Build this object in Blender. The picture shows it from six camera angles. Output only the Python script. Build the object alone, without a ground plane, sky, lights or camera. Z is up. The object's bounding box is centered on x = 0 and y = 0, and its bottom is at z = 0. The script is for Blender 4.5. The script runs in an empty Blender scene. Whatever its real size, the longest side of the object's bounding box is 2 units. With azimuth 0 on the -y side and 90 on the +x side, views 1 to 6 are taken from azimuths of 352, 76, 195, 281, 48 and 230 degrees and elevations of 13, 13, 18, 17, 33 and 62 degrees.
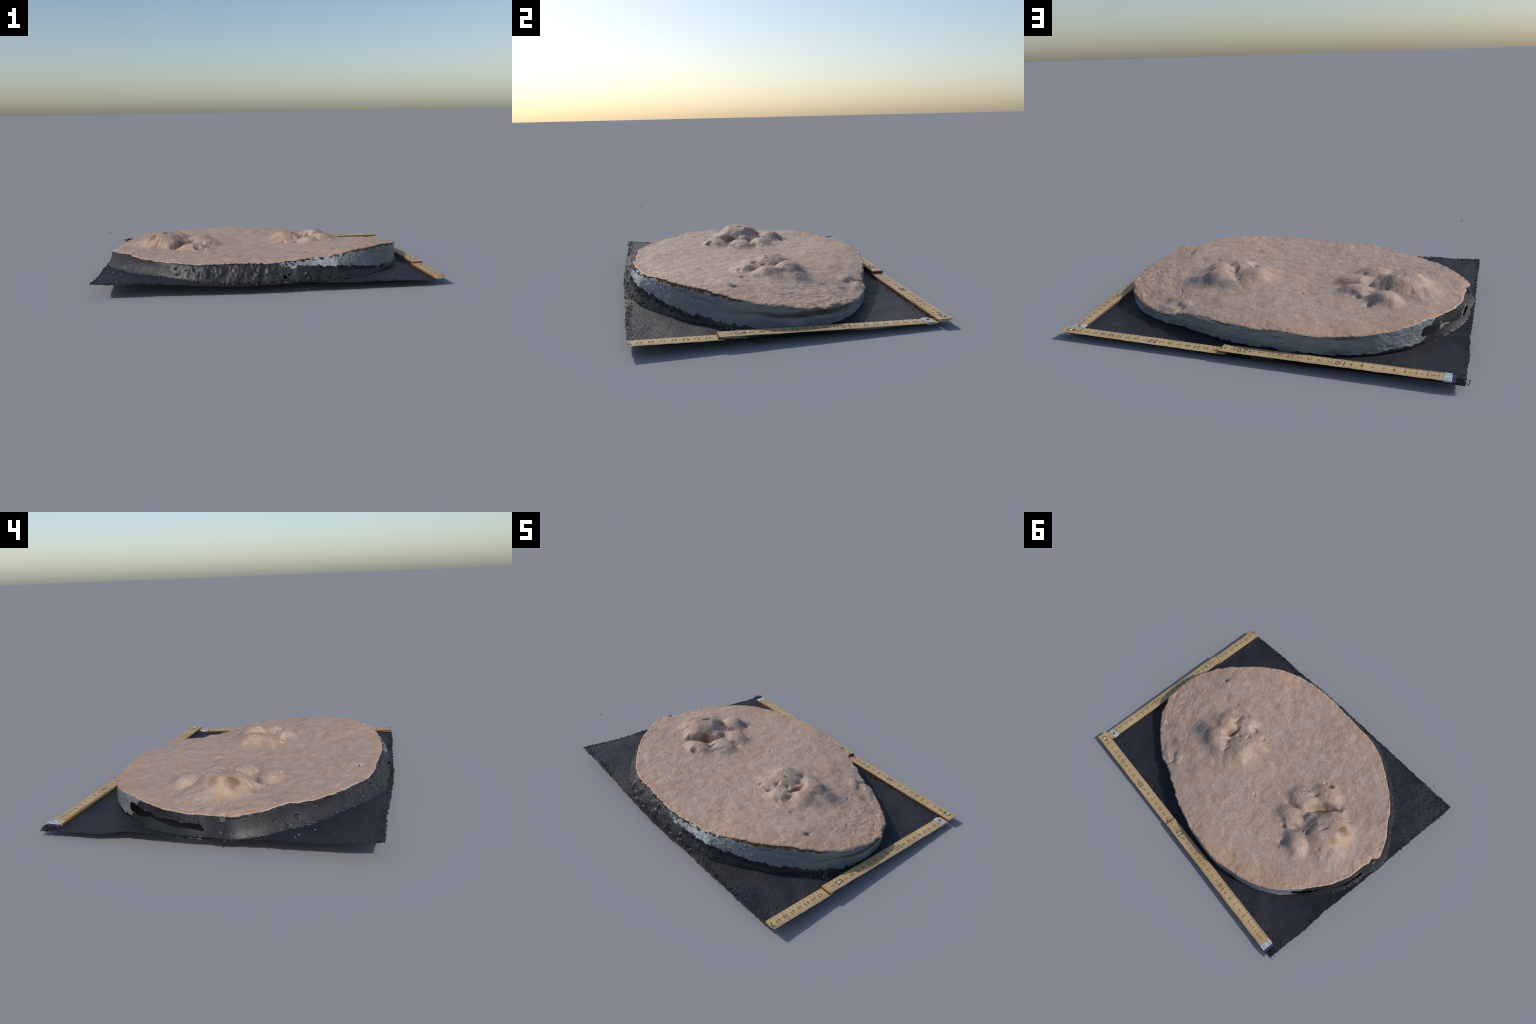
"""Plaster cast of two animal footprints on a black cloth, with a folding ruler along two sides."""
import bpy, math
import numpy as np
from mathutils import Vector

TAU = 2 * math.pi
rng = np.random.default_rng(11)

# ------------------------------------------------------------------ noise
def _hash(ix, iy, iz, seed):
    h = (ix * 374761393 + iy * 668265263 + iz * 2147483647 + seed * 974634777) & 0xFFFFFFFF
    h = ((h ^ (h >> 13)) * 1274126177) & 0xFFFFFFFF
    h = ((h ^ (h >> 16)) * 2246822519) & 0xFFFFFFFF
    return ((h ^ (h >> 15)) & 0xFFFF) / 65535.0 * 2 - 1

def noise(x, y, z=0.0, seed=0):
    """smooth value noise in -1..1"""
    x, y, z = np.broadcast_arrays(np.asarray(x, float), np.asarray(y, float), np.asarray(z, float))
    ix, iy, iz = (np.floor(a).astype(np.int64) for a in (x, y, z))
    fx, fy, fz = x - ix, y - iy, z - iz
    fx, fy, fz = (f * f * f * (f * (f * 6 - 15) + 10) for f in (fx, fy, fz))
    out = 0
    for dx in (0, 1):
        wx = fx if dx else 1 - fx
        for dy in (0, 1):
            wy = fy if dy else 1 - fy
            for dz in (0, 1):
                wz = fz if dz else 1 - fz
                out = out + wx * wy * wz * _hash(ix + dx, iy + dy, iz + dz, seed)
    return out

def fbm(x, y, z=0.0, seed=0, octaves=4, gain=0.5):
    s, a, f = 0, 1.0, 1.0
    for o in range(octaves):
        s = s + a * noise(np.asarray(x) * f, np.asarray(y) * f, np.asarray(z) * f, seed + 17 * o)
        a *= gain
        f *= 2.03
    return s

def sstep(a, b, x):
    t = np.clip((np.asarray(x, float) - a) / (b - a), 0, 1)
    return t * t * (3 - 2 * t)

# ------------------------------------------------------------------ slab outline (polar profile about its centre)
CX, CY = -0.08, -0.09
RIM = np.array([  # angle in degrees, radius, height of the upper edge
    (0.0, 0.959, 0.122), (7.5, 0.966, 0.108), (15.0, 0.948, 0.096), (22.5, 0.901, 0.080), (30.0, 0.851, 0.070),
    (37.5, 0.794, 0.076), (45.0, 0.738, 0.095), (52.5, 0.709, 0.114), (60.0, 0.691, 0.121), (67.5, 0.687, 0.122),
    (75.0, 0.681, 0.124), (82.5, 0.691, 0.129), (90.0, 0.695, 0.132), (97.5, 0.713, 0.130), (105.0, 0.732, 0.127),
    (112.5, 0.745, 0.126), (120.0, 0.768, 0.129), (127.5, 0.789, 0.135), (135.0, 0.803, 0.141), (142.5, 0.807, 0.143),
    (150.0, 0.814, 0.141), (157.5, 0.824, 0.137), (165.0, 0.829, 0.135), (172.5, 0.820, 0.135), (180.0, 0.835, 0.142),
    (187.5, 0.805, 0.151), (195.0, 0.757, 0.157), (202.5, 0.731, 0.155), (210.0, 0.698, 0.151), (217.5, 0.672, 0.151),
    (225.0, 0.649, 0.155), (232.5, 0.635, 0.157), (240.0, 0.619, 0.157), (247.5, 0.598, 0.159), (255.0, 0.580, 0.161),
    (262.5, 0.577, 0.160), (270.0, 0.580, 0.158), (277.5, 0.592, 0.160), (285.0, 0.610, 0.166), (292.5, 0.634, 0.172),
    (300.0, 0.658, 0.177), (307.5, 0.696, 0.181), (315.0, 0.725, 0.188), (322.5, 0.756, 0.190), (330.0, 0.793, 0.185),
    (337.5, 0.829, 0.176), (345.0, 0.886, 0.160), (352.5, 0.931, 0.139)])

def periodic(table, deg, col):
    """periodic Catmull-Rom through an evenly spaced table"""
    n = len(table)
    u = np.mod(np.asarray(deg, float), 360) / 360 * n
    i = np.floor(u).astype(int)
    f = u - i
    p = [table[(i + k - 1) % n, col] for k in range(4)]
    return 0.5 * (2 * p[1] + (p[2] - p[0]) * f + (2 * p[0] - 5 * p[1] + 4 * p[2] - p[3]) * f ** 2
                  + (3 * p[1] - p[0] - 3 * p[2] + p[3]) * f ** 3)

def angdiff(a, b):
    return (np.asarray(a) - b + 180) % 360 - 180

def chip(deg, at, width, depth):
    return depth * np.exp(-(angdiff(deg, at) / width) ** 2)

def rim_r(deg):
    r = periodic(RIM, deg, 1)
    a = np.radians(deg)
    ca, sa = np.cos(a) * 8, np.sin(a) * 8
    r = r + 0.0025 * noise(ca * 3, sa * 3, 0, 3) + 0.0010 * fbm(ca * 8, sa * 8, 0, 4, 3)
    east = sstep(55, 40, np.abs(angdiff(deg, 20)))
    r = r + east * (0.005 * noise(ca * 2.2, sa * 2.2, 0, 5) + 0.003 * noise(ca * 6, sa * 6, 0, 6))
    r = r - chip(deg, 177.3, 1.0, 0.016) + chip(deg, 180.5, 1.6, 0.006) - chip(deg, 42.0, 1.2, 0.004) + chip(deg, 38, 2, 0.004)
    r = r - chip(deg, 26, 2.0, 0.004) - chip(deg, 15.5, 1.2, 0.005) + chip(deg, 10, 2, .006)
    return r

def rim_detail(deg):
    a = np.radians(deg)
    return 0.0018 * noise(np.cos(a) * 22, np.sin(a) * 22, 0, 7) - chip(deg, 177.3, 1.0, 0.012) - chip(deg, 41.5, 1.2, .006)

class ThinPlate:
    """smooth sheet through scattered heights (x, y, z)"""
    def __init__(self, pts, soft=2e-4):
        self.p = pts = np.asarray(pts, float)
        n = len(pts)
        K = self.k(((pts[:, None, :2] - pts[None, :, :2]) ** 2).sum(-1)) + np.eye(n) * soft
        L = np.c_[np.ones(n), pts[:, :2]]
        self.w = np.linalg.solve(np.block([[K, L], [L.T, np.zeros((3, 3))]]), np.r_[pts[:, 2], 0, 0, 0])
    @staticmethod
    def k(r2):
        return 0.5 * r2 * np.log(r2 + 1e-9)
    def __call__(self, x, y):
        x, y = np.asarray(x, float), np.asarray(y, float)
        n = len(self.p)
        out = self.w[n] + self.w[n + 1] * x + self.w[n + 2] * y
        for w, c in zip(self.w[:n], self.p):
            out = out + w * self.k((x - c[0]) ** 2 + (y - c[1]) ** 2)
        return out

# broad, slightly twisted lie of the slab's face
_rd = RIM[::2]
_edge = np.stack([CX + _rd[:, 1] * np.cos(np.radians(_rd[:, 0])), CY + _rd[:, 1] * np.sin(np.radians(_rd[:, 0])), _rd[:, 2]], -1)
_inner = np.array([(0.665, -0.272, 0.172), (0.536, 0.184, 0.113), (-0.105, 0.169, 0.136), (-0.342, 0.33, 0.136), (-0.10, 0.40, 0.143), (0.10, 0.40, 0.141), (0.22, 0.36, 0.134), (0.0, 0.50, 0.140),
                   (0.0, -0.30, 0.147), (-0.20, -0.42, 0.152), (0.20, -0.42, 0.163), (0.0, -0.10, 0.141), (0.476, -0.194, 0.160), (-0.33, -0.28, 0.148),
                   (0.503, 0.095, 0.124), (-0.80, -0.05, 0.145), (-0.62, 0.28, 0.138), (0.28, 0.24, 0.128)])
plane = ThinPlate(np.vstack([_edge, _inner]), 1e-3)

# ------------------------------------------------------------------ footprints
def ell(x, y, cx, cy, rx, ry, deg):
    c, s = math.cos(math.radians(deg)), math.sin(math.radians(deg))
    dx, dy = x - cx, y - cy
    return ((dx * c + dy * s) / rx) ** 2 + ((-dx * s + dy * c) / ry) ** 2

# kind, print, x, y, radius along, radius across, turn, height, flatness
PADS = [
    ("palm", 0, -0.598, 0.018, 0.118, 0.130, -20, 0.076, 2.1),
    ("toe", 0, -0.420, -0.157, 0.085, 0.058, 14, 0.032, 1.9),
    ("toe", 0, -0.345, -0.030, 0.090, 0.064, -8, 0.033, 1.9),
    ("toe", 0, -0.372, 0.108, 0.085, 0.060, 8, 0.036, 1.9),
    ("toe", 0, -0.515, 0.200, 0.085, 0.068, -30, 0.042, 1.8),
    ("palm", 1, 0.192, 0.024, 0.096, 0.104, -20, 0.053, 1.6),
    ("toe", 1, 0.170, -0.080, 0.070, 0.062, 0, 0.026, 1.5),
    ("toe", 1, 0.305, -0.130, 0.070, 0.058, 30, 0.032, 1.5),
    ("toe", 1, 0.412, -0.045, 0.072, 0.070, 0, 0.044, 1.5),
    ("toe", 1, 0.375, 0.060, 0.088, 0.076, -15, 0.063, 1.6),
]
SWELLS = [  # ridges and low lumps between the pads: x, y, rx, ry, turn, height
    (-0.468, 0.025, 0.055, 0.050, 0, 0.033), (-0.535, 0.105, 0.065, 0.060, 0, 0.033), (-0.700, 0.075, 0.075, 0.080, 0, 0.026), (-0.655, 0.115, 0.065, 0.060, 0, 0.030),
    (-0.560, -0.085, 0.055, 0.045, 40, 0.038),
    (0.465, 0.075, 0.080, 0.060, 30, 0.028), (0.105, 0.02, 0.075, 0.09, 0, 0.004), (0.30, 0.115, 0.08, 0.05, 0, 0.024), (0.25, -0.03, 0.06, 0.06, 0, 0.020), (0.47, -0.02, 0.06, 0.07, 0, 0.016),
    (0.455, -0.135, 0.035, 0.025, 20, 0.010), (0.36, -0.20, 0.03, 0.022, 0, 0.008),
    (-0.497, 0.266, 0.020, 0.016, 0, 0.012), (-0.475, 0.285, 0.016, 0.012, 0, 0.008), (-0.36, 0.30, 0.03, 0.012, 30, 0.004),
    (0.46, 0.33, 0.045, 0.022, -50, 0.014), (0.53, 0.36, 0.05, 0.02, -25, 0.010), (-0.878, -0.08, 0.035, 0.045, 0, 0.007),
    (0.60, -0.31, 0.03, 0.02, 10, 0.009), (0.565, -0.335, 0.025, 0.02, 40, 0.008), (0.635, -0.30, 0.02, 0.02, 0, 0.006),
]
DENTS = [  # x, y, rx, ry, turn, depth, flatness
    (-0.466, -0.068, 0.031, 0.082, -41, 0.060, 2.4),     # hollow between the big palm and its toes
    (-0.540, -0.140, 0.018, 0.030, -50, 0.016, 1.6),
    (-0.430, 0.030, 0.018, 0.030, -10, 0.014, 1.3),
    (-0.326, 0.042, 0.040, 0.012, 12, 0.018, 1.3), (-0.382, 0.182, 0.017, 0.013, 0, 0.020, 1.3),
    (-0.350, 0.165, 0.020, 0.014, 30, 0.010, 1.3),
    (-0.529, 0.104, 0.014, 0.024, -20, 0.024, 1.4), (-0.527, 0.061, 0.011, 0.017, -20, 0.016, 1.4), (-0.495, 0.125, 0.008, 0.008, 0, 0.010, 1.4),
    (-0.588, 0.038, 0.009, 0.030, -20, 0.014, 1.3), (-0.398, -0.208, 0.024, 0.016, 20, 0.022, 1.5), (-0.360, -0.205, 0.012, 0.010, 0, 0.012, 1.3),
    (-0.315, -0.080, 0.026, 0.013, 30, 0.014, 1.3), (-0.405, 0.055, 0.015, 0.008, -50, 0.008, 1.2), (-0.372, -0.098, 0.030, 0.014, 55, 0.014, 1.2),
    (-0.452, 0.250, 0.028, 0.014, 35, 0.016, 1.3), (-0.445, 0.140, 0.030, 0.016, 30, 0.014, 1.2), (-0.655, -0.055, 0.010, 0.035, -5, 0.006, 1.2),
    (-0.640, 0.135, 0.012, 0.020, 20, 0.008, 1.2), (-0.640, -0.100, 0.006, 0.030, -30, 0.008, 1.2),
    (0.328, -0.022, 0.017, 0.050, -18, 0.046, 1.8), (0.305, 0.040, 0.010, 0.030, -40, 0.018, 1.3),
    (0.277, -0.049, 0.013, 0.010, 0, 0.012, 1.3), (0.237, -0.140, 0.020, 0.016, 0, 0.016, 1.4), (0.150, -0.135, 0.012, 0.018, 15, 0.010, 1.3),
    (0.350, -0.190, 0.026, 0.011, -10, 0.007, 1.3), (0.365, -0.105, 0.010, 0.022, 0, 0.009, 1.3),
    (0.255, 0.085, 0.014, 0.030, -30, 0.010, 1.2), (0.440, 0.020, 0.030, 0.009, 40, 0.007, 1.2), (0.228, -0.075, 0.010, 0.022, 10, 0.010, 1.2),
    (0.476, -0.194, 0.012, 0.009, 0, 0.007, 1.3), (0.538, 0.184, 0.018, 0.006, -60, 0.008, 1.3), (-0.105, 0.169, 0.014, 0.005, -50, 0.006, 1.3),
    (0.470, 0.385, 0.010, 0.045, -35, 0.009, 1.2), (0.60, 0.28, 0.03, 0.02, -30, 0.010, 1.2), (0.71, 0.20, 0.025, 0.02, 0, 0.008, 1.2),
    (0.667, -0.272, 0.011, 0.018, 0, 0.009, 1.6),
]

def pad_fields(x, y):
    wob = 0.007 * fbm(x * 12, y * 12, 0, 31, 2, 0.5), 0.007 * fbm(x * 12, y * 12, 5, 37, 2, 0.5)
    return [h * np.exp(-ell(x + wob[0], y + wob[1], cx, cy, rx, ry, t) ** p) for _, _, cx, cy, rx, ry, t, h, p in PADS]

def face_height(x, y, s, deg):
    z = plane(x, y)
    edge_x, edge_y = CX + periodic(RIM, deg, 1) * np.cos(np.radians(deg)), CY + periodic(RIM, deg, 1) * np.sin(np.radians(deg))
    z = z + (periodic(RIM, deg, 2) - plane(edge_x, edge_y)) * s ** 3 + rim_detail(deg) * s ** 45
    wx, wy = x + 0.006 * fbm(x * 25, y * 25, 1, 41, 2), y + 0.006 * fbm(x * 25, y * 25, 2, 43, 2)
    bumps = pad_fields(x, y) + [h * np.exp(-ell(wx, wy, cx, cy, rx, ry, t) ** 1.15) for cx, cy, rx, ry, t, h in SWELLS]
    k = 190.0      # soft maximum, so neighbouring lobes stay distinct
    z = z + np.log(sum(np.exp(k * p) for p in bumps) - (len(bumps) - 1)) / k
    for cx, cy, rx, ry, t, d, p in DENTS:
        z = z - d * np.exp(-ell(wx, wy, cx, cy, rx, ry, t) ** p)
    fade = 1 - 0.5 * sstep(0.97, 1.0, s)
    z = z + fade * (0.0030 * fbm(x * 7, y * 7, 0, 51, 3) + 0.0019 * fbm(x * 21, y * 21, 0, 52, 4, 0.6))
    lumpy = np.clip(sum(bumps) * 25, 0, 1)
    z = z + lumpy * (0.0016 * fbm(x * 18, y * 18, 3, 53, 3, 0.6) - 0.002 * np.maximum(0, noise(x * 34, y * 34, 0, 54) - 0.5))
    # flaky terraces towards the eastern edge
    flake = sstep(0.50, 0.70, x) * sstep(-0.30, 0.0, y)
    rad = np.hypot(x - 0.2, y + 0.05) * 26 + 1.2 * fbm(x * 9, y * 9, 0, 61, 3)
    saw = rad - np.floor(rad)
    z = z + flake * 0.0022 * (saw - 0.5) * sstep(-0.2, 0.5, fbm(x * 12, y * 12, 0, 64, 2)) + flake * 0.0022 * fbm(x * 40, y * 40, 0, 62, 2)
    # granular edge band
    band = sstep(0.90, 0.99, s)
    z = z + band * 0.0014 * fbm(x * 60, y * 60, 0, 63, 3, 0.7)
    # rounded upper edge
    z = z - 0.004 * sstep(0.988, 1.0, s) ** 2
    return z

# ------------------------------------------------------------------ cloth
SOUTH = np.array([(-0.998, -0.674, 0.088), (-0.854, -0.683, 0.078), (-0.71, -0.689, 0.084), (-0.566, -0.702, 0.067), (-0.423, -0.715, 0.060),
                  (-0.279, -0.725, 0.053), (-0.135, -0.736, 0.050), (0.009, -0.741, 0.055), (0.153, -0.742, 0.060), (0.297, -0.748, 0.045),
                  (0.44, -0.747, 0.041), (0.584, -0.757, 0.046), (0.728, -0.757, 0.039), (0.890, -0.758, 0.034)])
WEST = np.array([(-0.998, -0.674, 0.088), (-0.99, -0.545, 0.075), (-0.976, -0.414, 0.064), (-0.968, -0.284, 0.066), (-0.958, -0.154, 0.059),
                 (-0.949, -0.024, 0.054), (-0.938, 0.107, 0.051), (-0.926, 0.237, 0.055), (-0.913, 0.367, 0.058), (-0.909, 0.497, 0.037),
                 (-0.895, 0.628, 0.033), (-0.884, 0.758, 0.034)])
NORTH = np.array([(-0.884, 0.758, 0.034), (-0.70, 0.728, 0.028), (-0.45, 0.707, 0.022), (-0.2, 0.687, 0.016), (0.1, 0.662, 0.010), (0.45, 0.635, 0.013), (0.96, 0.595, 0.017)])
EAST = np.array([(0.890, -0.758, 0.034), (0.925, -0.60, 0.030), (0.930, -0.40, 0.024), (0.937, -0.20, 0.018), (0.945, 0.0, 0.012), (0.953, 0.3, 0.008), (0.96, 0.595, 0.017)])
FOOT_Z = np.array([(0, .015), (10, .009), (20, .010), (30, .016), (60, .018), (90, .024), (110, .024), (130, .026), (140, .027), (150, .034), (160, .044),
                   (180, .056), (200, .063), (220, .079), (230, .077), (240, .065), (250, .052), (270, .050), (290, .057), (300, .049), (310, .043),
                   (320, .038), (330, .034), (340, .029), (350, .021), (360, .015)])

FOOT_OUT = np.array([(0, .006), (20, -.004), (30, .0), (140, .002), (150, .015), (160, .033), (170, .039), (200, .041), (220, .045), (230, .050), (240, .055), (250, .056),
                     (260, .050), (270, .042), (280, .044), (290, .054), (300, .058), (310, .052), (320, .044), (330, .038), (340, .032), (350, .020), (360, .003)])

def foot_offset(deg):
    return np.interp(deg, FOOT_OUT[:, 0], FOOT_OUT[:, 1])

def resample(pts, t):
    d = np.r_[0, np.cumsum(np.hypot(np.diff(pts[:, 0]), np.diff(pts[:, 1])))]
    d /= d[-1]
    return np.stack([np.interp(t, d, pts[:, k]) for k in range(3)], -1)

def cloth_controls():
    P = [resample(c, np.linspace(0, 1, 16)) for c in (SOUTH, WEST, NORTH, EAST)]
    deg = np.arange(0, 360, 8.0)
    r = periodic(RIM, deg, 1) + foot_offset(deg)
    P.append(np.stack([CX + r * np.cos(np.radians(deg)), CY + r * np.sin(np.radians(deg)), np.interp(deg, FOOT_Z[:, 0], FOOT_Z[:, 1])], -1))
    P.append(np.array([(0.78, 0.42, 0.006), (0.85, 0.30, 0.006), (0.6, 0.5, 0.008), (-0.8, 0.6, 0.032), (-0.72, 0.55, 0.028), (0.75, -0.65, 0.032), (0.84, -0.55, 0.028), (-0.88, -0.6, 0.082)]))
    P = np.vstack(P)
    _, keep = np.unique(np.round(P[:, :2], 3), axis=0, return_index=True)
    return P[keep]

CC = cloth_controls()
cloth_z = ThinPlate(CC)

# ------------------------------------------------------------------ mesh helpers
def new_mesh(name, verts, faces, mat, parent=None, smooth=True, normals=None):
    me = bpy.data.meshes.new(name)
    verts = np.asarray(verts, np.float32).reshape(-1, 3)
    faces = np.asarray(faces, np.int32)
    n, k = faces.shape
    me.vertices.add(len(verts))
    me.vertices.foreach_set("co", verts.ravel())
    me.loops.add(n * k)
    me.loops.foreach_set("vertex_index", faces.ravel())
    me.polygons.add(n)
    me.polygons.foreach_set("loop_start", np.arange(0, n * k, k, dtype=np.int32))
    me.update(calc_edges=True)
    me.validate()
    me.polygons.foreach_set("use_smooth", np.full(len(me.polygons), smooth, bool))
    if mat is not None:
        me.materials.append(mat)
    if normals is not None:
        me.normals_split_custom_set_from_vertices(np.asarray(normals, np.float32).tolist())
    ob = bpy.data.objects.new(name, me)
    bpy.context.scene.collection.objects.link(ob)
    if parent is not None:
        ob.parent = parent
    return ob

def vertex_normals(V, F):
    a, b, c, d = (V[F[:, i]] for i in range(4))
    fn = np.cross(c - a, d - b)
    N = np.zeros_like(V)
    for i in range(4):
        np.add.at(N, F[:, i], fn)
    return N / (np.linalg.norm(N, axis=1)[:, None] + 1e-12)

def submesh(name, V, F, N, mask, mat, parent):
    f = F[mask]
    used, inv = np.unique(f, return_inverse=True)
    return new_mesh(name, V[used], inv.reshape(f.shape), mat, parent, True, N[used])

def empty(name, loc, label, category):
    ob = bpy.data.objects.new(name, None)
    ob.location = loc
    bpy.context.scene.collection.objects.link(ob)
    ob["label"], ob["category"] = label, category
    return ob

# ------------------------------------------------------------------ material helpers
class Mat:
    def __init__(self, name, rough=0.9, spec=0.2):
        self.m = bpy.data.materials.new(name)
        self.m.use_nodes = True
        self.nt = self.m.node_tree
        self.b = self.nt.nodes["Principled BSDF"]
        self.b.inputs["Roughness"].default_value = rough
        self.b.inputs["Specular IOR Level"].default_value = spec
        self.co = self.nt.nodes.new("ShaderNodeTexCoord").outputs["Object"]
    def n(self, kind, **kw):
        node = self.nt.nodes.new(kind)
        for k, v in kw.items():
            setattr(node, k, v)
        return node
    def link(self, a, b):
        self.nt.links.new(a, b)
    def scaled(self, s):
        mp = self.n("ShaderNodeMapping")
        mp.inputs["Scale"].default_value = s
        self.link(self.co, mp.inputs["Vector"])
        return mp.outputs["Vector"]
    def noise(self, scale, detail=4, rough=0.55, vec=None, dist=0.0):
        t = self.n("ShaderNodeTexNoise")
        t.inputs["Scale"].default_value = scale
        t.inputs["Detail"].default_value = detail
        t.inputs["Roughness"].default_value = rough
        t.inputs["Distortion"].default_value = dist
        self.link(vec or self.co, t.inputs["Vector"])
        return t.outputs["Fac"]
    def ramp(self, fac, stops):
        r = self.n("ShaderNodeValToRGB")
        el = r.color_ramp.elements
        while len(el) < len(stops):
            el.new(0.5)
        for e, (p, c) in zip(el, stops):
            e.position = p
            e.color = (*c, 1) if not isinstance(c, (int, float)) else (c, c, c, 1)
        self.link(fac, r.inputs["Fac"])
        return r.outputs["Color"]
    def mix(self, fac, a, b, mode="MIX"):
        x = self.n("ShaderNodeMix", data_type="RGBA", blend_type=mode)
        for sock, val in ((x.inputs[0], fac), (x.inputs[6], a), (x.inputs[7], b)):
            if isinstance(val, bpy.types.NodeSocket):
                self.link(val, sock)
            elif isinstance(val, (int, float)):
                sock.default_value = val
            else:
                sock.default_value = (*val, 1)
        return x.outputs[2]
    def math(self, op, a, b=None, clamp=False):
        x = self.n("ShaderNodeMath", operation=op, use_clamp=clamp)
        for sock, val in zip(x.inputs, (a, b)):
            if val is None:
                continue
            if isinstance(val, bpy.types.NodeSocket):
                self.link(val, sock)
            else:
                sock.default_value = val
        return x.outputs[0]
    def spot(self, centre, radius, soft=0.5, wob=0.5, scale=20, squash=(1, 1, 1)):
        """1 inside a wobbly ball, 0 outside"""
        sub = self.n("ShaderNodeVectorMath", operation="SUBTRACT")
        self.link(self.co, sub.inputs[0])
        sub.inputs[1].default_value = centre
        mul = self.n("ShaderNodeVectorMath", operation="MULTIPLY")
        self.link(sub.outputs[0], mul.inputs[0])
        mul.inputs[1].default_value = squash
        ln = self.n("ShaderNodeVectorMath", operation="LENGTH")
        self.link(mul.outputs[0], ln.inputs[0])
        d = self.math("DIVIDE", ln.outputs["Value"], radius)
        w = self.math("MULTIPLY", self.math("SUBTRACT", self.noise(scale, 5, 0.65), 0.5), wob * 2)
        d = self.math("ADD", d, w)
        mr = self.n("ShaderNodeMapRange", interpolation_type="SMOOTHSTEP")
        self.link(d, mr.inputs["Value"])
        mr.inputs["From Min"].default_value = 1.0
        mr.inputs["From Max"].default_value = 1.0 - soft
        return mr.outputs["Result"]
    def color(self, c):
        self.link(c, self.b.inputs["Base Color"])
    def bump(self, h, strength, dist):
        bp = self.n("ShaderNodeBump")
        bp.inputs["Strength"].default_value = strength
        bp.inputs["Distance"].default_value = dist
        self.link(h, bp.inputs["Height"])
        prev = self.b.inputs["Normal"].links
        if prev:
            self.link(prev[0].from_socket, bp.inputs["Normal"])
        self.link(bp.outputs["Normal"], self.b.inputs["Normal"])

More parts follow.
